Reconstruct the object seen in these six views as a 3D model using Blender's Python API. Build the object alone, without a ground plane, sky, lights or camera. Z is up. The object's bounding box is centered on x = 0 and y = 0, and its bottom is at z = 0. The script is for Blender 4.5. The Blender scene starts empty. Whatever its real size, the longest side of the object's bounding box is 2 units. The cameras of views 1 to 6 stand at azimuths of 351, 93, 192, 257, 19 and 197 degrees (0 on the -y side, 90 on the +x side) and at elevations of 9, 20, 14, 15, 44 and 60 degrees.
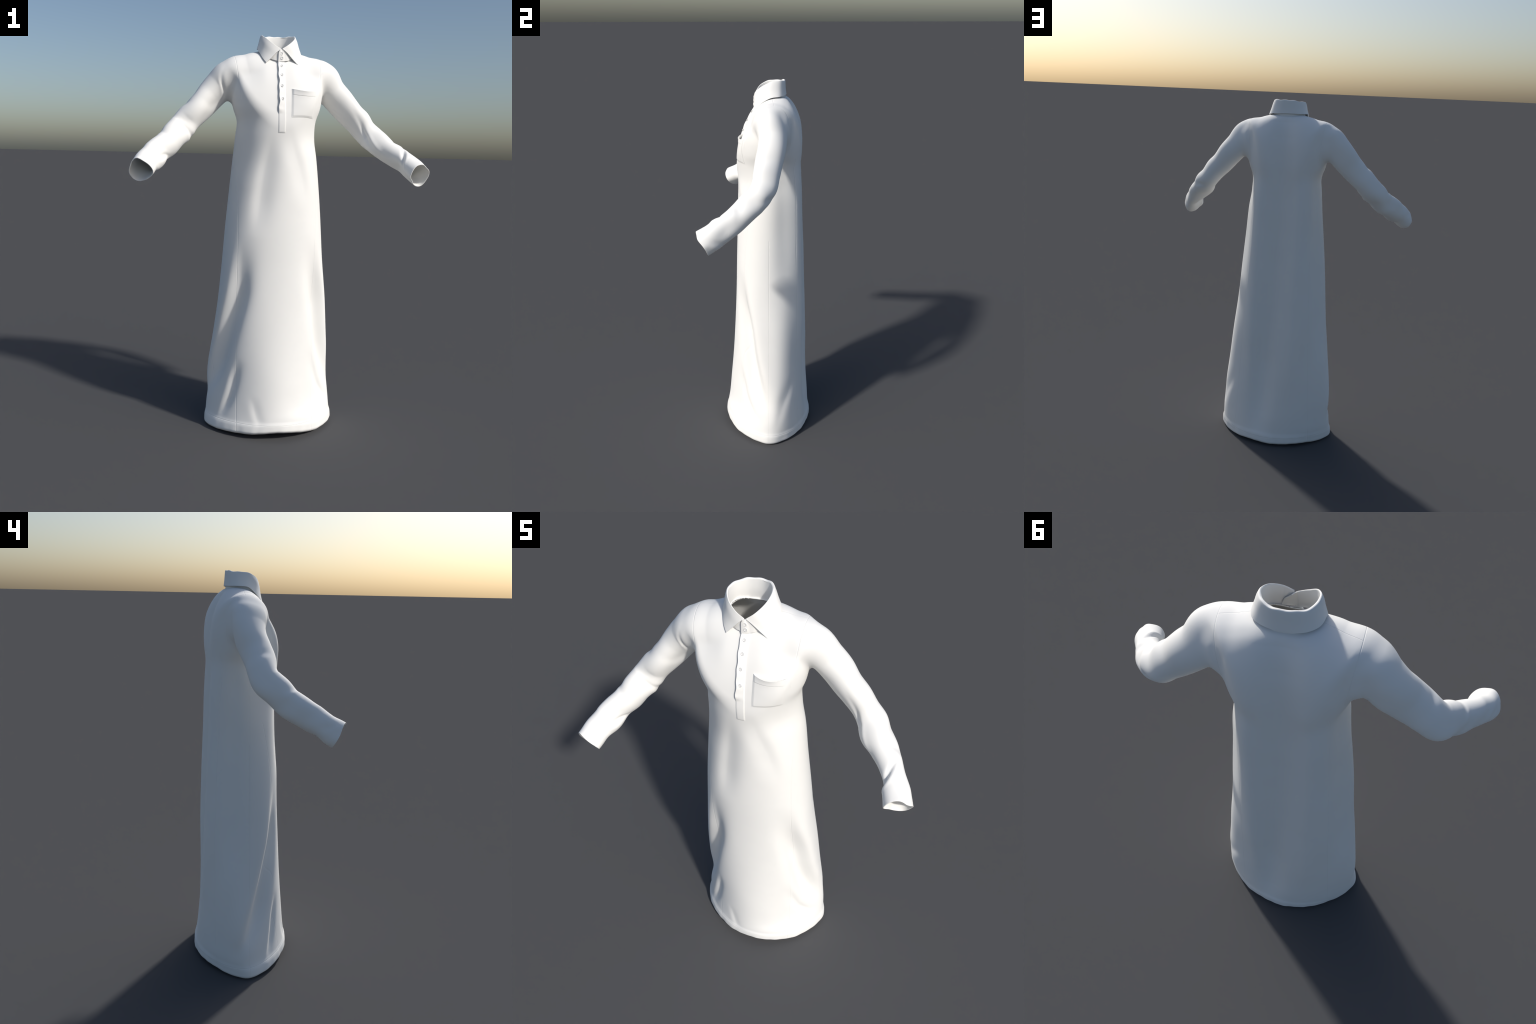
"""A long white robe (ankle-length shirt dress) with spread arms, worn by nobody.

The cloth body is described by three implicit shapes: a skirt/torso given by its
widths in eight directions at a few heights, a side profile for chest, shoulders
and back, and two sleeves given by a spine with radii.  They are blended smoothly,
opened at hem, cuffs and neck, given a cloth thickness and then split along the
tailoring seams into panels.  Collar, placket, buttons and pocket are built on top.
"""
import bpy, bmesh, math
import numpy as np
from mathutils import Vector

rng = np.random.default_rng(7)
VOXEL = 0.0048
CLOTH = 0.0035

# --------------------------------------------------------------------------- helpers
def spline(keys, values, t):
    """Cubic Hermite curve through values at keys (finite difference tangents)."""
    keys = np.asarray(keys, float); values = np.asarray(values, float)
    flat = values.ndim == 1
    if flat:
        values = values[:, None]
    t = np.clip(np.asarray(t, float), keys[0], keys[-1])
    tang = np.gradient(values, keys, axis=0)
    i = np.clip(np.searchsorted(keys, t) - 1, 0, len(keys) - 2)
    h = (keys[i + 1] - keys[i])[:, None]
    x = ((t - keys[i]))[:, None] / h
    out = ((2 * x**3 - 3 * x**2 + 1) * values[i] + (x**3 - 2 * x**2 + x) * h * tang[i]
           + (-2 * x**3 + 3 * x**2) * values[i + 1] + (x**3 - x**2) * h * tang[i + 1])
    return out[:, 0] if flat else out

def smoothstep(a, b, x):
    s = np.clip((x - a) / (b - a), 0, 1)
    return s * s * (3 - 2 * s)

def smooth_min(a, b, k):
    h = np.clip(0.5 + 0.5 * (b - a) / k, 0, 1)
    return b * (1 - h) + a * h - k * h * (1 - h)

def smooth_max(a, b, k):
    return -smooth_min(-a, -b, k)

def unit(v):
    return v / np.linalg.norm(v, axis=-1, keepdims=True)

# --------------------------------------------------------------------------- robe body
# height, then reach of the cloth towards +x, back-right, back, back-left, -x, front-left, front, front-right
GIRTH = [
    (-0.10, 0.340, 0.309, 0.273, 0.302, 0.334, 0.244, 0.216, 0.255),
    (0.03, 0.340, 0.309, 0.273, 0.299, 0.337, 0.244, 0.216, 0.255),
    (0.09, 0.336, 0.312, 0.268, 0.306, 0.331, 0.234, 0.211, 0.250),
    (0.16, 0.336, 0.311, 0.265, 0.304, 0.330, 0.226, 0.202, 0.232),
    (0.28, 0.320, 0.305, 0.256, 0.304, 0.317, 0.216, 0.190, 0.220),
    (0.45, 0.302, 0.294, 0.247, 0.298, 0.297, 0.211, 0.173, 0.216),
    (0.65, 0.284, 0.281, 0.240, 0.283, 0.277, 0.205, 0.159, 0.212),
    (0.85, 0.262, 0.267, 0.233, 0.268, 0.259, 0.200, 0.148, 0.211),
    (1.05, 0.248, 0.253, 0.228, 0.254, 0.244, 0.187, 0.142, 0.199),
    (1.25, 0.230, 0.238, 0.222, 0.237, 0.226, 0.164, 0.135, 0.184),
    (1.40, 0.216, 0.230, 0.220, 0.228, 0.212, 0.149, 0.134, 0.167),
    (1.50, 0.201, 0.222, 0.218, 0.219, 0.201, 0.151, 0.135, 0.158),
    (1.58, 0.200, 0.223, 0.221, 0.219, 0.193, 0.158, 0.139, 0.170),
    (1.64, 0.219, 0.236, 0.230, 0.232, 0.211, 0.175, 0.148, 0.184),
    (1.70, 0.227, 0.242, 0.242, 0.240, 0.220, 0.184, 0.158, 0.191),
    (1.78, 0.224, 0.242, 0.244, 0.240, 0.220, 0.182, 0.160, 0.190),
    (2.00, 0.214, 0.238, 0.244, 0.236, 0.212, 0.172, 0.160, 0.178),
]
GIRTH_Z = np.array([g[0] for g in GIRTH]); GIRTH_R = np.array([g[1:] for g in GIRTH])
ANGLES = np.radians(np.arange(0, 360, 7.5))
EIGHT = np.radians(np.arange(8) * 45.0)

def eight_to_many(reach):
    """Trigonometric interpolation of eight equally spaced reaches."""
    out = reach.mean(-1)[:, None] * np.ones(len(ANGLES))
    for k in (1, 2, 3, 4):
        w = 2 / 8 if k < 4 else 1 / 8
        c = (reach * np.cos(k * EIGHT)).sum(-1) * w
        s = (reach * np.sin(k * EIGHT)).sum(-1) * w if k < 4 else 0 * c
        out = out + c[:, None] * np.cos(k * ANGLES) + s[:, None] * np.sin(k * ANGLES)
    return out

# side profile (y, z) of chest, neck and back; it closes far below where GIRTH rules
SIDE = np.array([
    (-0.36, 0.85), (-0.26, 1.25), (-0.178, 1.45), (-0.139, 1.57), (-0.126, 1.625), (-0.116, 1.67), (-0.103, 1.715),
    (-0.085, 1.765), (-0.062, 1.812), (-0.036, 1.854), (-0.007, 1.889), (0.03, 1.912), (0.065, 1.921),
    (0.100, 1.919), (0.127, 1.908), (0.149, 1.891), (0.170, 1.863), (0.189, 1.825), (0.203, 1.780),
    (0.211, 1.730), (0.217, 1.66), (0.224, 1.58), (0.245, 1.45), (0.31, 1.25), (0.42, 0.85)])
SIDE = spline(np.arange(len(SIDE)), SIDE, np.linspace(0, len(SIDE) - 1, 6 * (len(SIDE) - 1) + 1))
RIDGE_X = [0.0, 0.09, 0.12, 0.165, 0.213, 0.25, 0.30, 0.40]
RIDGE_DROP = [0.0, 0.005, 0.014, 0.032, 0.048, 0.072, 0.12, 0.22]

def side_distance(y, z):
    a = SIDE; b = np.roll(SIDE, -1, axis=0)
    best = np.full(len(y), 9.0); inside = np.zeros(len(y), bool)
    for (ay, az), (by, bz) in zip(a, b):
        ey, ez = by - ay, bz - az
        t = np.clip(((y - ay) * ey + (z - az) * ez) / (ey * ey + ez * ez), 0, 1)
        best = np.minimum(best, np.hypot(y - ay - t * ey, z - az - t * ez))
        cross = ((az > z) != (bz > z))
        with np.errstate(divide="ignore", invalid="ignore"):
            inside ^= cross & (y < (by - ay) * (z - az) / (bz - az) + ay)
    return np.where(inside, -best, best)

# Folds of the skirt: (list of (height, bearing in degrees), depth, width, ridge on which side)
FOLDS = [
    ([(1.00, -139), (0.85, -143), (0.72, -148), (0.60, -156), (0.45, -166), (0.28, -177), (0.13, -188)], 0.0400, 0.034, -1),
    ([(0.38, -140), (0.30, -145), (0.20, -150), (0.10, -157)], 0.0110, 0.018, -1),
    ([(1.00, -38), (0.85, -34), (0.70, -27), (0.52, -20), (0.40, -14), (0.22, -4)], 0.0420, 0.034, 1),
    ([(0.42, -39), (0.32, -33), (0.25, -27), (0.17, -16)], 0.0070, 0.018, 1),
    ([(0.40, 28), (0.32, 22), (0.22, 13), (0.10, 7)], 0.0050, 0.032, 1),
    ([(1.56, -97), (1.44, -106), (1.33, -114), (1.2, -119), (1.05, -122)], 0.0095, 0.034, -1),
    ([(1.56, -82), (1.44, -69), (1.34, -58), (1.2, -50)], 0.0060, 0.032, 1),
    ([(0.20, -118), (0.13, -114), (0.06, -109)], 0.0030, 0.018, -1),
]

def fold_relief(x, y, z):
    bearing = np.degrees(np.arctan2(y - 0.04, x)); radius = np.hypot(x, y - 0.04)
    out = np.zeros(len(x))
    for path, depth, width, side in FOLDS:
        zs = np.array([p[0] for p in path][::-1]); bs = np.array([p[1] for p in path][::-1], float)
        b = spline(zs, bs, z)
        d = np.radians((bearing - b + 180) % 360 - 180) * radius * side
        span = zs[-1] - zs[0]
        fade = smoothstep(zs[0] - 0.05, zs[0] + 0.3 * span, z) * (1 - smoothstep(zs[-1] - 0.45 * span, zs[-1] + 0.03, z))
        valley = np.exp(-(d / np.where(d < 0, 1.6 * width, width)) ** 2)
        crest = np.exp(-((d - 1.9 * width) / (1.5 * width)) ** 2)
        out += depth * fade * (0.25 * crest - valley)
    return out

def torso_field(p):
    x, y, z = p[:, 0], p[:, 1], p[:, 2]
    out = np.empty(len(p))
    for s in range(0, len(p), 40000):
        e = slice(s, s + 40000)
        reach = eight_to_many(spline(GIRTH_Z, GIRTH_R, z[e]))
        d = x[e, None] * np.cos(ANGLES) + y[e, None] * np.sin(ANGLES) - reach
        m = d.max(1); k = 260.0
        out[e] = m + np.log(np.exp(k * (d - m[:, None])).sum(1)) / k - 0.0045
    # hem band: a slightly bulging, rolled-under strip
    out -= 0.0040 * smoothstep(0.078, 0.045, z) - 0.016 * smoothstep(0.022, -0.006, z) ** 2
    low = z < 1.62
    out[low] -= fold_relief(x[low], y[low], z[low])
    up = z > 1.30
    drop = spline(RIDGE_X, RIDGE_DROP, np.abs(x[up]))
    # the hollow between chest and shoulder lies further back than the breastbone
    yy = y[up] - 0.008 * smoothstep(0.06, 0.15, np.abs(x[up])) * smoothstep(1.70, 1.81, z[up]) * smoothstep(0.05, -0.03, y[up])
    out[up] = smooth_max(out[up], side_distance(yy, z[up] + drop), 0.016)
    # hollow down the spine between two soft ridges
    depth = np.interp(z, [0.06, 0.20, 0.5, 1.0, 1.6, 1.80, 1.88, 1.91], [0.002, 0.024, 0.046, 0.043, 0.037, 0.029, 0.014, 0.0])
    spine = np.interp(z, [0.15, 0.6, 1.0, 1.5], [0.068, 0.052, 0.022, 0.002])
    back = smoothstep(0.06, 0.14, y)
    out += depth * np.exp(-((x - spine) / 0.062) ** 2) * back
    # the back turns into the sides over rather sharp corners
    bearing = np.degrees(np.arctan2(y - 0.04, x))
    corner = smoothstep(0.45, 0.75, z) * (1 - smoothstep(1.45, 1.66, z))
    out += corner * (0.006 * smoothstep(0.8, 1.1, z) * np.exp(-((bearing - 20) / 12) ** 2) - 0.009 * np.exp(-((bearing - 46) / 13) ** 2)
                     + 0.014 * np.exp(-((bearing - 160) / 12) ** 2) - 0.012 * np.exp(-((bearing - 134) / 13) ** 2))
    ridge = np.interp(z, [0.25, 0.5, 1.5, 1.70], [0.0, 1.0, 1.0, 0.0])
    out -= ridge * back * (0.010 * np.exp(-((x - 0.130) / 0.040) ** 2) + 0.011 * np.exp(-((x + 0.105) / 0.040) ** 2))
    return out

# --------------------------------------------------------------------------- sleeves
# spine point, mean radius, then two-lobed and three-lobed deviation of the section
SLEEVE_A = [
    ((-0.140, 0.042, 1.818), 0.058, 0.000, 0.000, 0.000, 0.000),
    ((-0.194, 0.049, 1.806), 0.072, 0.000, -0.002, 0.000, -0.002),
    ((-0.238, 0.055, 1.786), 0.0800, -0.0021, -0.0042, -0.0009, -0.0049),
    ((-0.280, 0.068, 1.746), 0.0745, -0.0019, 0.0004, -0.0017, -0.0030),
    ((-0.321, 0.067, 1.701), 0.0687, -0.0018, 0.0055, -0.0032, -0.0014),
    ((-0.358, 0.053, 1.656), 0.0645, 0.0000, 0.0080, -0.0024, -0.0010),
    ((-0.398, 0.041, 1.614), 0.0645, 0.0013, 0.0052, -0.0025, 0.0002),
    ((-0.439, 0.037, 1.571), 0.0637, 0.0012, 0.0017, 0.0015, 0.0001),
    ((-0.474, 0.022, 1.526), 0.0639, -0.0001, 0.0000, 0.0057, -0.0006),
    ((-0.507, -0.017, 1.492), 0.0622, 0.0004, 0.0029, 0.0031, 0.0004),
    ((-0.538, -0.054, 1.453), 0.0577, -0.0015, 0.0060, -0.0005, 0.0020),
    ((-0.576, -0.094, 1.425), 0.0547, -0.0026, 0.0076, 0.0004, 0.0008),
    ((-0.605, -0.137, 1.394), 0.0550, -0.0065, 0.0049, 0.0030, -0.0017),
    ((-0.633, -0.177, 1.371), 0.0531, -0.0029, 0.0010, 0.0033, -0.0014),
    ((-0.650, -0.219, 1.346), 0.0570, 0.0030, -0.0010, 0.0040, 0.0001),
    ((-0.668, -0.262, 1.322), 0.0570, 0.0030, -0.0010, 0.0040, 0.0001),
    ((-0.684, -0.302, 1.300), 0.0570, 0.0030, -0.0010, 0.0040, 0.0001),
]
SLEEVE_B = [
    ((0.142, 0.046, 1.822), 0.056, 0.000, 0.000, 0.000, 0.000),
    ((0.196, 0.051, 1.810), 0.070, 0.000, -0.002, 0.000, -0.001),
    ((0.242, 0.056, 1.792), 0.0755, -0.0014, -0.0043, 0.0000, -0.0034),
    ((0.288, 0.067, 1.739), 0.0701, -0.0008, -0.0044, -0.0011, -0.0009),
    ((0.336, 0.064, 1.690), 0.0683, -0.0009, -0.0046, -0.0010, 0.0012),
    ((0.379, 0.053, 1.640), 0.0647, 0.0004, -0.0058, -0.0004, 0.0018),
    ((0.424, 0.044, 1.595), 0.0624, 0.0003, -0.0055, 0.0003, 0.0011),
    ((0.462, 0.035, 1.547), 0.0592, 0.0020, -0.0043, 0.0002, 0.0006),
    ((0.496, 0.011, 1.510), 0.0605, -0.0008, -0.0004, -0.0004, -0.0002),
    ((0.524, -0.027, 1.477), 0.0611, 0.0019, 0.0023, 0.0037, 0.0009),
    ((0.561, -0.062, 1.444), 0.0570, 0.0024, -0.0001, -0.0003, 0.0016),
    ((0.595, -0.103, 1.415), 0.0530, 0.0031, -0.0043, -0.0007, -0.0017),
    ((0.624, -0.148, 1.389), 0.0498, 0.0077, -0.0051, -0.0006, -0.0038),
    ((0.644, -0.193, 1.359), 0.0551, 0.0058, 0.0007, 0.0018, -0.0038),
    ((0.660, -0.241, 1.331), 0.0562, 0.0067, 0.0025, 0.0007, -0.0011),
    ((0.674, -0.284, 1.306), 0.0562, 0.0067, 0.0025, 0.0007, -0.0011),
    ((0.688, -0.326, 1.282), 0.0562, 0.0067, 0.0025, 0.0007, -0.0011),
]

class Sleeve:
    def __init__(self, rows):
        n = len(rows)
        t = np.linspace(0, n - 1, 12 * (n - 1) + 1)
        keys = np.arange(n)
        self.t = t
        self.c = spline(keys, np.array([r[0] for r in rows]), t)
        self.h = spline(keys, np.array([r[1:] for r in rows]), t)
        self.a = unit(np.gradient(self.c, axis=0))
        y = np.array([0, 1.0, 0])
        self.e1 = unit(y - (self.a @ y)[:, None] * self.a)
        self.e2 = np.cross(self.a, self.e1)
        self.folds = []

    def locate(self, p):
        i = np.empty(len(p), int)
        for s in range(0, len(p), 20000):
            q = p[s:s + 20000]
            d = (q**2).sum(1)[:, None] - 2 * q @ self.c.T + (self.c**2).sum(1)
            i[s:s + 20000] = d.argmin(1)
        q = p - self.c[i]
        along = (q * self.a[i]).sum(1)
        u = (q * self.e1[i]).sum(1); v = (q * self.e2[i]).sum(1)
        step = np.linalg.norm(np.diff(self.c, axis=0), axis=1).mean()
        t = self.t[i] + np.clip(along / step, -0.6, 0.6) / 12
        return t, u, v, np.arctan2(v, u), along, i

    def field(self, p):
        t, u, v, ph, along, i = self.locate(p)
        h = np.stack([np.interp(t, self.t, self.h[:, k]) for k in range(5)], -1)
        r = h[:, 0] + h[:, 1] * np.cos(2 * ph) + h[:, 2] * np.sin(2 * ph) + h[:, 3] * np.cos(3 * ph) + h[:, 4] * np.sin(3 * ph)
        for t0, ph0, lean, depth, width, spread in self.folds:
            dphi = (ph - math.radians(ph0) + np.pi) % (2 * np.pi) - np.pi
            d = (t - t0 - lean * dphi) / width
            r += depth * np.exp(-(dphi / spread) ** 2) * (0.4 * np.exp(-(d - 1.5) ** 2) - np.exp(-d * d))
        end = np.maximum(np.abs(along) - 0.004, 0)
        return np.hypot(np.hypot(u, v), end) - r

sleeve_a, sleeve_b = Sleeve(SLEEVE_A), Sleeve(SLEEVE_B)
# creases of the sleeves: station, bearing round the arm, lean, depth, width, spread
sleeve_a.folds = [(2.75, 170, -1.03, 0.0050, 0.20, 0.50), (7.25, -170, 0.25, 0.0050, 0.42, 0.80), (8.00, 115, 0.2, 0.0055, 0.26, 0.55),
                  (11.5, 130, 1.35, 0.0080, 0.42, 0.45), (6.10, -95, 0.3, 0.0040, 0.35, 0.50), (9.50, -100, -0.3, 0.0035, 0.40, 0.55),
                  (4.90, 150, 0.3, 0.0025, 0.40, 0.70), (13.3, -60, -0.5, 0.0030, 0.30, 0.60)]
sleeve_b.folds = [(2.20, -38, -0.96, 0.0060, 0.22, 0.70), (12.0, 180, 0.73, 0.0110, 0.20, 1.00), (7.50, -157, 3.3, 0.0080, 0.75, 0.42),
                  (7.80, 5, 0.6, 0.0050, 0.28, 0.50), (10.2, 100, -0.4, 0.0040, 0.35, 0.55), (5.60, 120, 0.3, 0.0030, 0.40, 0.60),
                  (12.9, 20, 0.4, 0.0035, 0.26, 0.50)]

def robe_field(p):
    out = torso_field(p)
    for sl, sign in ((sleeve_a, -1), (sleeve_b, 1)):
        near = (p[:, 0] * sign > 0.05) & (p[:, 2] > 1.15)
        if near.any():
            q = p[near]
            blade = np.linalg.norm((q - np.array((sign * 0.196, 0.090, 1.755))) / np.array((1, 1, 1.4)), axis=1) - 0.060
            out[near] = smooth_min(smooth_min(out[near], sl.field(q), 0.031 + 0.026 * smoothstep(1.74, 1.83, q[:, 2])), blade, 0.028)
    return out

# --------------------------------------------------------------------------- rough shells -> one surface
def rough_torso(bm):
    zs = np.concatenate([np.arange(-0.05, 1.60, 0.02), np.arange(1.60, 1.905, 0.0125)])
    top = int(SIDE[:, 1].argmax()); front = SIDE[:top]; back = SIDE[top + 1:][::-1]
    ring_prev = None
    ang = np.linspace(0, 2 * np.pi, 72, endpoint=False)
    for z in zs:
        reach = eight_to_many(spline(GIRTH_Z, GIRTH_R, np.array([z])))[0]
        pts = []
        for a in ang:
            rho = np.min([r / max(math.cos(a - b), 1e-3) for r, b in zip(reach, ANGLES) if math.cos(a - b) > 0.2])
            x, y = rho * math.cos(a), rho * math.sin(a)
            if z > 1.55:
                y = min(max(y, np.interp(z, front[:, 1], front[:, 0])), np.interp(z, back[:, 1], back[:, 0]))
                w = np.interp(z, [1.55, 1.86, 1.885, 1.905], [1, 1, 0.75, 0.45])
                x *= w
            pts.append(bm.verts.new((x, y, z)))
        if ring_prev:
            for i in range(len(pts)):
                j = (i + 1) % len(pts)
                bm.faces.new((ring_prev[i], ring_prev[j], pts[j], pts[i]))
        else:
            bm.faces.new(pts[::-1])
        ring_prev = pts
    bm.faces.new(ring_prev)

def rough_sleeve(bm, sl):
    prev = None
    ang = np.linspace(0, 2 * np.pi, 28, endpoint=False)
    for i in range(0, len(sl.c), 6):
        ring = [bm.verts.new(sl.c[i] + sl.h[i, 0] * (math.cos(a) * sl.e1[i] + math.sin(a) * sl.e2[i])) for a in ang]
        if prev:
            for k in range(len(ring)):
                m = (k + 1) % len(ring)
                bm.faces.new((prev[k], prev[m], ring[m], ring[k]))
        else:
            bm.faces.new(ring[::-1])
        prev = ring
    bm.faces.new(prev)

def coordinates(me):
    co = np.empty(len(me.vertices) * 3); me.vertices.foreach_get("co", co)
    return co.reshape(-1, 3)

def vertex_normals(me):
    no = np.empty(len(me.vertices) * 3, np.float32); me.vertex_normals.foreach_get("vector", no)
    return no.reshape(-1, 3).astype(float)

def build_surface():
    bm = bmesh.new()
    rough_torso(bm); rough_sleeve(bm, sleeve_a); rough_sleeve(bm, sleeve_b)
    bmesh.ops.recalc_face_normals(bm, faces=bm.faces)
    me = bpy.data.meshes.new("rough"); bm.to_mesh(me); bm.free()
    ob = bpy.data.objects.new("rough", me); bpy.context.scene.collection.objects.link(ob)
    rm = ob.modifiers.new("remesh", "REMESH"); rm.mode = "VOXEL"; rm.voxel_size = VOXEL; rm.adaptivity = 0
    dg = bpy.context.evaluated_depsgraph_get()
    out = bpy.data.meshes.new_from_object(ob.evaluated_get(dg))
    bpy.data.objects.remove(ob); bpy.data.meshes.remove(me)
    # pull every vertex onto the described surface, relaxing along it in between
    edges = np.empty(len(out.edges) * 2, int); out.edges.foreach_get("vertices", edges); edges = edges.reshape(-1, 2)
    n = len(out.vertices)
    count = np.bincount(edges.ravel(), minlength=n).astype(float)[:, None]
    def mean_of_neighbours(v):
        acc = np.zeros((n, 3))
        for k in range(3):
            acc[:, k] = np.bincount(edges[:, 0], v[edges[:, 1], k], n) + np.bincount(edges[:, 1], v[edges[:, 0], k], n)
        return acc / count
    co = coordinates(out)
    for _ in range(4):
        co = 0.5 * co + 0.5 * mean_of_neighbours(co)
    for step in range(9):
        out.vertices.foreach_set("co", co.ravel()); out.update()
        no = vertex_normals(out)
        f = robe_field(co)
        if step < 5:                                   # steepest descent while still far away
            no = unit(np.stack([robe_field(co + d) - f for d in np.eye(3) * 0.002], -1) + 1e-9)
        co = co - no * np.clip(f, -0.012, 0.012)[:, None] * 0.9
        if step < 7:
            for _ in range(3 if step < 4 else 1):
                lap = mean_of_neighbours(co) - co
                lap -= no * (lap * no).sum(1, keepdims=True) * 0.8
                co = co + 0.6 * lap
    out.vertices.foreach_set("co", co.ravel()); out.update()
    return out

CUFF_A = (np.array((-0.662, -0.242, 1.337)), np.array((-0.38, -0.82, -0.435)))
CUFF_B = (np.array((0.6650, -0.244, 1.3375)), np.array((0.25, -0.86, -0.44)))
NECK = (0.006, 0.042, 0.085, 0.070)        # centre x, y and half axes of the neck hole

def hem_lift(x, y):
    """The front of the hem hangs a little higher than the sides."""
    ang = np.arctan2(y - 0.03, x)
    return 0.003 + 0.031 * np.clip(-np.sin(ang), 0, 1) ** 2 + 0.008 * np.clip(np.sin(ang), 0, 1) ** 2 + 0.003 * np.cos(5 * ang + 1)

def open_and_thicken(me):
    bm = bmesh.new(); bm.from_mesh(me)
    def cut(co, no, test):
        faces = [f for f in bm.faces if test(f.calc_center_median())]
        geom = list({v for f in faces for v in f.verts}) + list({e for f in faces for e in f.edges}) + faces
        bmesh.ops.bisect_plane(bm, geom=geom, dist=1e-5, plane_co=co, plane_no=no)
        doomed = [f for f in bm.faces if test(f.calc_center_median()) and (f.calc_center_median() - Vector(co)).dot(Vector(no)) > 0]
        bmesh.ops.delete(bm, geom=doomed, context="FACES")
    cut((0, 0, 0.0), (0, 0, -1), lambda c: c.z < 0.03)
    for (co, no) in (CUFF_A, CUFF_B):
        cut(tuple(co), tuple(unit(no)), lambda c: (c - Vector(co)).length < 0.30 and abs(c.x) > 0.5)
    cx, cy, rx, ry = NECK
    bmesh.ops.delete(bm, geom=[f for f in bm.faces if f.calc_center_median().z > 1.80 and
                     ((f.calc_center_median().x - cx) / rx) ** 2 + ((f.calc_center_median().y - cy) / ry) ** 2 < 1], context="FACES")
    bmesh.ops.delete(bm, geom=[v for v in bm.verts if not v.link_faces], context="VERTS")
    bm.to_mesh(me); bm.free()
    co = coordinates(me)
    co[:, 2] += hem_lift(co[:, 0], co[:, 1]) * smoothstep(0.16, 0.0, co[:, 2])
    for (pc, pn), amount in ((CUFF_A, 0.7), (CUFF_B, 1.2)):       # uneven cuff rims
        pn = unit(pn); e1 = unit(np.cross(pn, (0, 0, 1.0))); e2 = np.cross(pn, e1)
        q = co - pc; d = q @ pn; ph = np.arctan2(q @ e2, q @ e1)
        w = smoothstep(-0.05, 0.0, d) * (np.linalg.norm(q, axis=1) < 0.13) * (d < 0.02)
        co += (w * amount * (0.0030 * np.sin(2 * ph + 0.7) + 0.0022 * np.sin(3 * ph + 2.0)))[:, None] * pn
        out_dir = unit(q - d[:, None] * pn + 1e-9)
        co += (w * amount * (0.0013 * np.sin(4 * ph + 1.0) + 0.0007 * np.sin(7 * ph)))[:, None] * out_dir
    ang = np.arctan2(co[:, 1] - 0.03, co[:, 0])                     # slightly wavy rolled hem
    ripple = smoothstep(0.09, 0.02, co[:, 2]) * (0.0012 * np.sin(9 * ang + 1) + 0.0007 * np.sin(17 * ang) + 0.0005 * np.sin(31 * ang + 2))
    co[:, 0] += ripple * np.cos(ang); co[:, 1] += ripple * np.sin(ang)
    me.vertices.foreach_set("co", co.ravel()); me.update()
    ob = bpy.data.objects.new("shell", me); bpy.context.scene.collection.objects.link(ob)
    so = ob.modifiers.new("cloth", "SOLIDIFY"); so.thickness = CLOTH; so.offset = -1; so.use_even_offset = False
    dg = bpy.context.evaluated_depsgraph_get()
    out = bpy.data.meshes.new_from_object(ob.evaluated_get(dg))
    bpy.data.objects.remove(ob)
    return out

# --------------------------------------------------------------------------- materials
def node(nt, kind, **kw):
    n = nt.nodes.new(kind)
    for k, v in kw.items():
        setattr(n, k, v)
    return n

def math_node(nt, op, a, b=None, c=None):
    n = node(nt, "ShaderNodeMath", operation=op)
    for i, v in enumerate((a, b, c)):
        if v is None:
            continue
        if isinstance(v, (int, float)):
            n.inputs[i].default_value = v
        else:
            nt.links.new(v, n.inputs[i])
    return n.outputs[0]

def line_at(nt, value, where, half):
    """1 on a thin line where value == where, falling to 0 at +-half."""
    d = math_node(nt, "ABSOLUTE", math_node(nt, "SUBTRACT", value, where))
    n = node(nt, "ShaderNodeMapRange", interpolation_type="SMOOTHSTEP")
    nt.links.new(d, n.inputs["Value"])
    n.inputs["From Min"].default_value = 0; n.inputs["From Max"].default_value = half
    n.inputs["To Min"].default_value = 1; n.inputs["To Max"].default_value = 0
    return n.outputs[0]

def between(nt, value, lo, hi):
    return math_node(nt, "MULTIPLY", math_node(nt, "GREATER_THAN", value, lo), math_node(nt, "LESS_THAN", value, hi))

CLOTH_COLOUR = (0.915, 0.912, 0.890)

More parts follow.
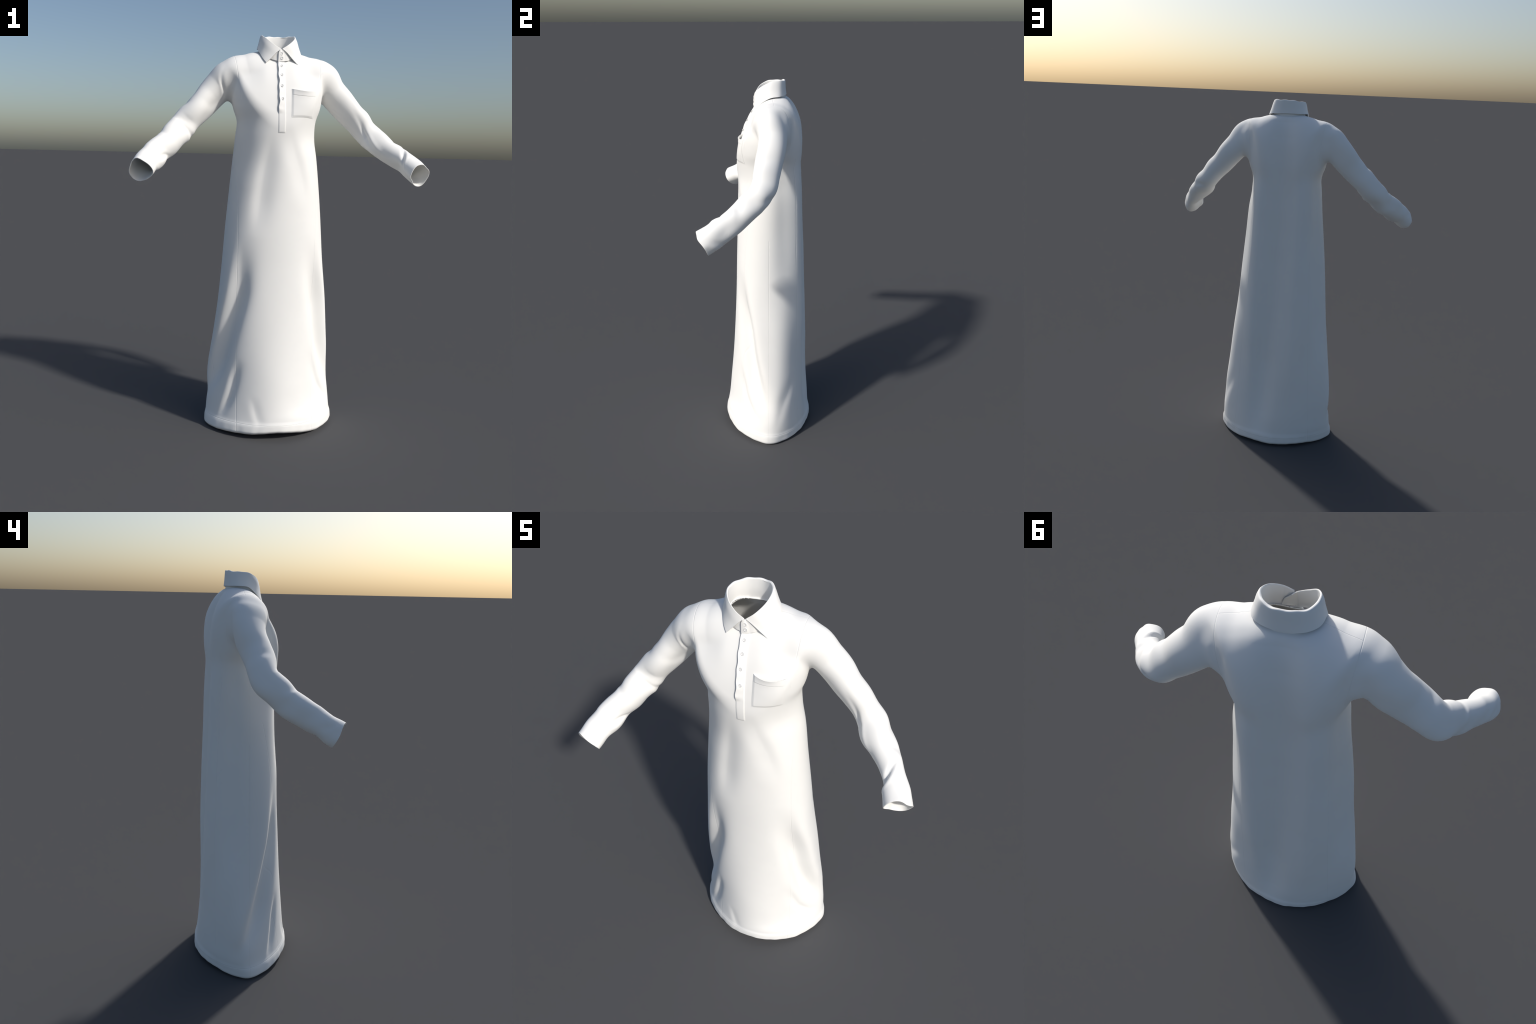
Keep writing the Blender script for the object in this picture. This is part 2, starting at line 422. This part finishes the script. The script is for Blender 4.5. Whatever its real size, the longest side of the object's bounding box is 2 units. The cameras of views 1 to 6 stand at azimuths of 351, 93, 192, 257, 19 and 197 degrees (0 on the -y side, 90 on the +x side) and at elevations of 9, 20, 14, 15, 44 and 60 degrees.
def cloth_material(name, seams=None, tint=1.0):
    m = bpy.data.materials.new(name); m.use_nodes = True
    nt = m.node_tree
    b = nt.nodes["Principled BSDF"]
    b.inputs["Roughness"].default_value = 0.85
    b.inputs["Specular IOR Level"].default_value = 0.12
    tc = node(nt, "ShaderNodeTexCoord")
    xyz = node(nt, "ShaderNodeSeparateXYZ"); nt.links.new(tc.outputs["Object"], xyz.inputs[0])
    weave = node(nt, "ShaderNodeTexNoise"); weave.inputs["Scale"].default_value = 900; weave.inputs["Detail"].default_value = 2
    cloud = node(nt, "ShaderNodeTexNoise"); cloud.inputs["Scale"].default_value = 9; cloud.inputs["Detail"].default_value = 3
    for t in (weave, cloud):
        nt.links.new(tc.outputs["Object"], t.inputs["Vector"])
    ramp = node(nt, "ShaderNodeValToRGB")
    c = [v * tint for v in CLOTH_COLOUR]
    ramp.color_ramp.elements[0].position = 0.3; ramp.color_ramp.elements[0].color = (c[0] * 0.985, c[1] * 0.985, c[2] * 0.985, 1)
    ramp.color_ramp.elements[1].position = 0.7; ramp.color_ramp.elements[1].color = (*c, 1)
    nt.links.new(cloud.outputs["Fac"], ramp.inputs["Fac"])
    nt.links.new(ramp.outputs["Color"], b.inputs["Base Color"])
    height = math_node(nt, "MULTIPLY", weave.outputs["Fac"], 0.04)
    if seams:
        groove = seams(nt, xyz.outputs[0], xyz.outputs[1], xyz.outputs[2])
        height = math_node(nt, "SUBTRACT", height, math_node(nt, "MULTIPLY", groove, 0.65))
    bump = node(nt, "ShaderNodeBump"); bump.inputs["Distance"].default_value = 0.0012; bump.inputs["Strength"].default_value = 0.8
    nt.links.new(height, bump.inputs["Height"]); nt.links.new(bump.outputs["Normal"], b.inputs["Normal"])
    return m

def robe_seams(nt, x, y, z):
    ax = math_node(nt, "ABSOLUTE", x)
    front = math_node(nt, "MULTIPLY", line_at(nt, ax, 0.193, 0.0022), math_node(nt, "MULTIPLY", math_node(nt, "LESS_THAN", y, 0.0), math_node(nt, "LESS_THAN", z, 1.30)))
    back = math_node(nt, "MULTIPLY", line_at(nt, math_node(nt, "MULTIPLY_ADD", z, 0.045, ax), 0.224, 0.0020), math_node(nt, "MULTIPLY", math_node(nt, "GREATER_THAN", y, 0.09), math_node(nt, "LESS_THAN", z, 1.62)))
    side = math_node(nt, "MULTIPLY", line_at(nt, y, 0.046, 0.0018), math_node(nt, "MULTIPLY", math_node(nt, "GREATER_THAN", ax, 0.15), math_node(nt, "LESS_THAN", z, 1.2)))
    armhole = math_node(nt, "MULTIPLY", line_at(nt, math_node(nt, "MULTIPLY_ADD", z, -0.12, ax), -0.0135, 0.0025), math_node(nt, "GREATER_THAN", z, 1.675))
    yoke = math_node(nt, "MULTIPLY", line_at(nt, math_node(nt, "MULTIPLY_ADD", ax, -0.12, y), 0.045, 0.0018), math_node(nt, "MULTIPLY", math_node(nt, "GREATER_THAN", z, 1.80), math_node(nt, "LESS_THAN", ax, 0.213)))
    hem = line_at(nt, math_node(nt, "MULTIPLY_ADD", y, 0.055, z), 0.0655, 0.0022)
    total = front
    for s in (back, side, armhole, yoke, hem):
        total = math_node(nt, "MAXIMUM", total, s)
    return total

MAT_CLOTH = cloth_material("white_cotton", robe_seams)
MAT_PLAIN = cloth_material("white_cotton_plain")

def button_material():
    m = bpy.data.materials.new("white_button"); m.use_nodes = True
    nt = m.node_tree; b = nt.nodes["Principled BSDF"]
    b.inputs["Roughness"].default_value = 0.35
    n = node(nt, "ShaderNodeTexNoise"); n.inputs["Scale"].default_value = 120
    tc = node(nt, "ShaderNodeTexCoord"); nt.links.new(tc.outputs["Object"], n.inputs["Vector"])
    r = node(nt, "ShaderNodeValToRGB")
    r.color_ramp.elements[0].color = (0.80, 0.80, 0.79, 1); r.color_ramp.elements[1].color = (0.88, 0.88, 0.87, 1)
    nt.links.new(n.outputs["Fac"], r.inputs["Fac"]); nt.links.new(r.outputs["Color"], b.inputs["Base Color"])
    return m
MAT_BUTTON = button_material()

# --------------------------------------------------------------------------- assemble
root = bpy.data.objects.new("long_robe", None)
bpy.context.scene.collection.objects.link(root)
root["label"] = "long plain white robe with collar, buttons and chest pocket"
root["category"] = "robe"

def add_part(name, me, parent=root, mat=MAT_PLAIN, smooth=True):
    ob = bpy.data.objects.new(name, me)
    bpy.context.scene.collection.objects.link(ob)
    ob.parent = parent
    if not me.materials:
        me.materials.append(mat)
    if smooth:
        me.polygons.foreach_set("use_smooth", [True] * len(me.polygons))
    return ob

shell = open_and_thicken(build_surface())
co = coordinates(shell); normals = vertex_normals(shell)
loops = np.empty(len(shell.loops), int); shell.loops.foreach_get("vertex_index", loops)
starts = np.empty(len(shell.polygons), int); shell.polygons.foreach_get("loop_start", starts)
totals = np.empty(len(shell.polygons), int); shell.polygons.foreach_get("loop_total", totals)
centre = np.empty(len(shell.polygons) * 3); shell.polygons.foreach_get("center", centre); centre = centre.reshape(-1, 3)
fx, fy, fz = centre.T
region = np.where(fy < 0.046 + 0.12 * np.abs(fx), 0, 1)                       # front, back
gore = (fz < 1.62) & (np.abs(fx) > np.where(fy < 0.046, 0.193, 0.224 - 0.045 * fz))
region[gore & (fx < 0)] = 2; region[gore & (fx > 0)] = 3
arm = ((fz > 1.15) & (np.abs(fx) > 0.12 * fz - 0.0135) & (fz > 1.66)) | (np.abs(fx) > 0.36)
arm |= (np.abs(fx) > 0.235) & (fz > 1.30)
region[arm & (fx < 0)] = 4; region[arm & (fx > 0)] = 5
for r, name in enumerate(("front_panel", "back_panel", "side_panel", "side_panel", "sleeve", "sleeve")):
    pick = np.where(region == r)[0]
    faces = [loops[starts[i]:starts[i] + totals[i]] for i in pick]
    used = np.unique(np.concatenate(faces)); remap = np.full(len(co), -1); remap[used] = np.arange(len(used))
    me = bpy.data.meshes.new(name)
    me.from_pydata(co[used].tolist(), [], [remap[f].tolist() for f in faces])
    me.update()
    add_part(name, me, mat=MAT_CLOTH)
    me.normals_split_custom_set_from_vertices(normals[used].tolist())
bpy.data.meshes.remove(shell)

# --------------------------------------------------------------------------- sheets laid on the robe
def front_y(x, z):
    """y of the robe's front surface at given x, z."""
    x, z = np.broadcast_arrays(np.asarray(x, float), np.asarray(z, float))
    shape = x.shape; x = x.ravel(); z = z.ravel()
    lo = np.full(len(x), -0.30); hi = np.full(len(x), 0.06)
    for _ in range(22):
        mid = (lo + hi) / 2
        out = torso_field(np.stack([x, mid, z], -1)) > 0
        lo = np.where(out, mid, lo); hi = np.where(out, hi, mid)
    return ((lo + hi) / 2).reshape(shape)

def grid_normals(grid):
    return unit(np.cross(np.gradient(grid, axis=0), np.gradient(grid, axis=1)))

def sheet(name, grid, thickness, parent=root, mat=MAT_PLAIN, nor=None):
    """Closed thin sheet from an (m, n, 3) grid of points; thickness towards the back of the grid's normal."""
    m, n, _ = grid.shape
    nor = grid_normals(grid) if nor is None else nor
    back = grid - nor * (thickness if np.isscalar(thickness) else thickness[..., None])
    verts = np.concatenate([grid.reshape(-1, 3), back.reshape(-1, 3)])
    N = m * n; faces = []
    idx = lambda i, j: i * n + j
    for i in range(m - 1):
        for j in range(n - 1):
            q = (idx(i, j), idx(i + 1, j), idx(i + 1, j + 1), idx(i, j + 1))
            faces.append(q); faces.append(tuple(k + N for k in q[::-1]))
    rim = [idx(i, 0) for i in range(m)] + [idx(m - 1, j) for j in range(1, n)] + [idx(i, n - 1) for i in range(m - 2, -1, -1)] + [idx(0, j) for j in range(n - 2, 0, -1)]
    for a, b in zip(rim, rim[1:] + rim[:1]):
        faces.append((b, a, a + N, b + N))
    me = bpy.data.meshes.new(name); me.from_pydata(verts.tolist(), [], faces); me.update()
    bm = bmesh.new(); bm.from_mesh(me); bmesh.ops.recalc_face_normals(bm, faces=bm.faces)
    for e in bm.edges:
        if len(e.link_faces) == 2 and e.calc_face_angle() > 0.9:
            e.smooth = False
    bm.to_mesh(me); bm.free()
    return add_part(name, me, parent, mat)

# placket: strip down the chest, its left edge free and wavy as far down as the slit
pz = np.linspace(1.520, 1.862, 120); pu = np.linspace(0, 1, 32)
slit = smoothstep(1.606, 1.634, pz)
wave = 0.0013 * np.sin(pz * 125 + 0.6) + 0.0009 * np.sin(pz * 71 + 2)
left = np.interp(pz, [1.52, 1.615, 1.68, 1.80, 1.862], [-0.0138, -0.0140, -0.0115, -0.0100, -0.0080]) + wave * slit
right = np.interp(pz, [1.52, 1.68, 1.80, 1.862], [0.0188, 0.0200, 0.0210, 0.0250])
PX = left[:, None] * (1 - pu) + right[:, None] * pu
PZ = np.repeat(pz[:, None], len(pu), 1)
flush = smoothstep(0, 0.14, np.minimum(1 - pu, pu + slit[:, None])) * smoothstep(0, 0.005, PZ - 1.52)
lift = -0.0006 + 0.0012 * flush + slit[:, None] * (0.0092 + 0.5 * wave[:, None]) * (1 - pu) ** 1.2
grid = np.stack([PX, front_y(PX, PZ) - lift, PZ], -1)
placket = sheet("placket", grid, np.full(PX.shape, 0.0020))

# chest pocket, mouth standing a little open
gu, gv = np.meshgrid(np.linspace(0, 1, 90), np.linspace(0, 1, 90))
kx0 = 0.049 + 0.004 * gv; kx1 = 0.161 + 0.016 * gv
KX = kx0 + (kx1 - kx0) * gu
KZ = 1.593 + (1.727 - 1.593) * gv - 0.007 * gu * gv - 0.006 * np.sin(np.pi * gu) * gv ** 3 + 0.003 * np.sin(np.pi * gu) * (1 - gv)
bag = np.sin(np.pi * gu) ** 0.8
edge = smoothstep(0, 0.08, np.minimum(gu, 1 - gu)) * smoothstep(0, 0.07, gv)
lift = -0.0006 + 0.0022 * edge + 0.0085 * bag * gv + 0.0090 * bag * gv ** 6 + 0.0012 * (gv > 0.80) * edge
grid = np.stack([KX, front_y(KX, KZ) - lift, KZ], -1)
pocket = sheet("pocket", grid, np.full(KX.shape, 0.0018))

# --------------------------------------------------------------------------- collar
FOLD_LINE = np.array([   # where the collar turns over, from the wearer's right front round the back
    (0.004, -0.040, 1.917), (-0.030, -0.033, 1.938), (-0.062, -0.012, 1.966), (-0.079, 0.028, 1.985),
    (-0.070, 0.075, 1.990), (-0.040, 0.104, 1.993), (0.000, 0.114, 1.995), (0.040, 0.111, 1.997),
    (0.074, 0.088, 1.996), (0.088, 0.045, 1.989), (0.076, 0.000, 1.967), (0.046, -0.031, 1.940), (0.014, -0.041, 1.918)])
LEAF_EDGE = np.array([   # free lower edge of the collar leaf
    (-0.067, -0.046, 1.852), (-0.082, -0.027, 1.875), (-0.093, 0.000, 1.901), (-0.100, 0.032, 1.923),
    (-0.091, 0.083, 1.927), (-0.054, 0.116, 1.927), (0.000, 0.125, 1.927), (0.054, 0.120, 1.925),
    (0.101, 0.094, 1.922), (0.117, 0.050, 1.917), (0.116, 0.008, 1.896), (0.107, -0.018, 1.872), (0.091, -0.038, 1.847)])
STAND_BASE = np.array([  # sewn lower edge of the stand
    (0.000, -0.039, 1.860), (-0.034, -0.032, 1.868), (-0.066, -0.010, 1.884), (-0.082, 0.030, 1.900),
    (-0.072, 0.080, 1.908), (-0.040, 0.107, 1.912), (0.002, 0.116, 1.913), (0.044, 0.111, 1.912),
    (0.078, 0.084, 1.907), (0.092, 0.040, 1.899), (0.078, -0.008, 1.882), (0.046, -0.032, 1.866), (0.016, -0.040, 1.860)])
FOLD_LINE[:, 2] += 0.0018
cs = np.arange(13.0); cu = np.linspace(0, 12, 145)
T = spline(cs, FOLD_LINE, cu); E = spline(cs, LEAF_EDGE, cu); S = spline(cs, STAND_BASE, cu)
axis = np.array([0.004, 0.035, 0.0]); up_z = np.array([0, 0, 1.0])
radial = T - axis; radial[:, 2] = 0; radial = unit(radial)
behind = (smoothstep(2, 4, cu) * (1 - smoothstep(8, 10, cu)))[:, None]
sag = behind * (0.0016 * np.sin(cu * 2.3 + 1) + 0.0013 * np.sin(cu * 5.1))[:, None] * up_z
open_up = 0.0022 + 0.0030 * behind                                  # half width of the turned fold
steps = [S, S * 0.5 + T * 0.5 - radial * open_up * 0.8 - up_z * 0.002, T - radial * open_up - up_z * 0.007, T - radial * open_up * 0.75 - up_z * 0.002 + sag,
         T + sag, T + radial * open_up * 0.9 - up_z * 0.003 + sag * 0.6, T * 0.72 + E * 0.28 + radial * 0.0030 + up_z * 0.001, T * 0.4 + E * 0.6 + radial * 0.0012, E]
rows = np.linspace(0, 8, 49)
whole = np.stack([spline(np.arange(9.0), np.stack([st[k] for st in steps]), rows) for k in range(len(cu))], 0)
whole_n = grid_normals(whole)
turn = 24
collar = sheet("collar_leaf", whole[:, turn:], 0.0034, nor=whole_n[:, turn:])
collar_stand = sheet("collar_stand", whole[:, :turn + 1], 0.0022, nor=whole_n[:, :turn + 1])
# tab of the stand that laps over the front and carries two buttons
tz = np.linspace(1.858, 1.915, 20); tu = np.linspace(0, 1, 14)
TX = (np.interp(tz, [1.858, 1.9, 1.915], [-0.008, -0.0065, -0.001])[:, None] * (1 - tu) + np.interp(tz, [1.858, 1.89, 1.915], [0.050, 0.040, 0.016])[:, None] * tu)
TZ = tz[:, None] + 0 * TX + 0.010 * tu ** 2 * (1 - (tz[:, None] - 1.858) / 0.057)
TY = -0.0430 + 0.018 * tu ** 2 + 0 * TX
collar_tab = sheet("collar_tab", np.stack([TX, TY, TZ], -1), 0.0028, parent=root)

# --------------------------------------------------------------------------- buttons
def button_mesh(radius):
    profile = [(0.0, 0.0011), (0.30, 0.0011), (0.52, 0.0013), (0.66, 0.0024), (0.82, 0.0028), (0.95, 0.0022), (1.0, 0.0012), (0.93, 0.0), (0.0, 0.0)]
    n = 28; verts = []; faces = []
    for r, h in profile[1:-1]:
        verts += [(radius * r * math.cos(2 * math.pi * k / n), radius * r * math.sin(2 * math.pi * k / n), h) for k in range(n)]
    rows = len(profile) - 2
    for i in range(rows - 1):
        for k in range(n):
            m = (k + 1) % n
            faces.append((i * n + k, (i + 1) * n + k, (i + 1) * n + m, i * n + m))
    verts += [(0, 0, profile[0][1]), (0, 0, 0)]
    for k in range(n):
        m = (k + 1) % n
        faces.append((len(verts) - 2, k, m)); faces.append((len(verts) - 1, (rows - 1) * n + m, (rows - 1) * n + k))
    me = bpy.data.meshes.new("button"); me.from_pydata(verts, [], faces); me.update()
    bm = bmesh.new(); bm.from_mesh(me); bmesh.ops.recalc_face_normals(bm, faces=bm.faces); bm.to_mesh(me); bm.free()
    me.materials.append(MAT_BUTTON)
    me.polygons.foreach_set("use_smooth", [True] * len(me.polygons))
    return me

def thread_mesh(radius):
    bm = bmesh.new()
    for a in (0.6, 0.6 + math.pi / 2):
        bmesh.ops.create_cube(bm, size=1.0)
        vs = bm.verts[-8:]
        for v in vs:
            x, y, z = v.co.x * radius * 0.75, v.co.y * radius * 0.16, v.co.z * 0.0011 + 0.0014
            v.co = (x * math.cos(a) - y * math.sin(a), x * math.sin(a) + y * math.cos(a), z)
        bm.verts.ensure_lookup_table()
    me = bpy.data.meshes.new("thread"); bm.to_mesh(me); bm.free()
    me.materials.append(MAT_PLAIN)
    return me

big, small = button_mesh(0.0080), button_mesh(0.0070)
stitch = thread_mesh(0.0070)
def add_button(me, pos, normal, turn):
    ob = bpy.data.objects.new("button", me); bpy.context.scene.collection.objects.link(ob)
    ob.parent = root; ob.location = pos
    q = Vector(normal).to_track_quat("Z", "Y"); ob.rotation_mode = "QUATERNION"; ob.rotation_quaternion = q
    th = bpy.data.objects.new("thread", stitch); bpy.context.scene.collection.objects.link(th)
    th.parent = ob; th.rotation_euler = (0, 0, turn)

for i, (x, z, me) in enumerate(((0.0075, 1.8955, big), (0.0095, 1.8745, big), (0.0075, 1.8370, small), (0.0060, 1.7925, small), (0.0040, 1.7400, small), (0.0050, 1.6785, small))):
    if i < 2:
        pos = (x, -0.0438 if i else -0.0428, z); nrm = (0, -1, 0.05)
    else:
        u = (x - np.interp(z, pz, left)) / (np.interp(z, pz, right) - np.interp(z, pz, left))
        yy = float(front_y(np.array([x]), np.array([z]))[0]) - 0.0034 - 0.0092 * (1 - u) ** 1.2
        dy = float(front_y(np.array([x]), np.array([z + 0.01]))[0] - front_y(np.array([x]), np.array([z - 0.01]))[0]) / 0.02
        pos = (x, yy - 0.0004, z); nrm = (-0.15, -1, dy)
    add_button(me, pos, nrm, rng.uniform(0, 1.5))

bpy.context.view_layer.update()
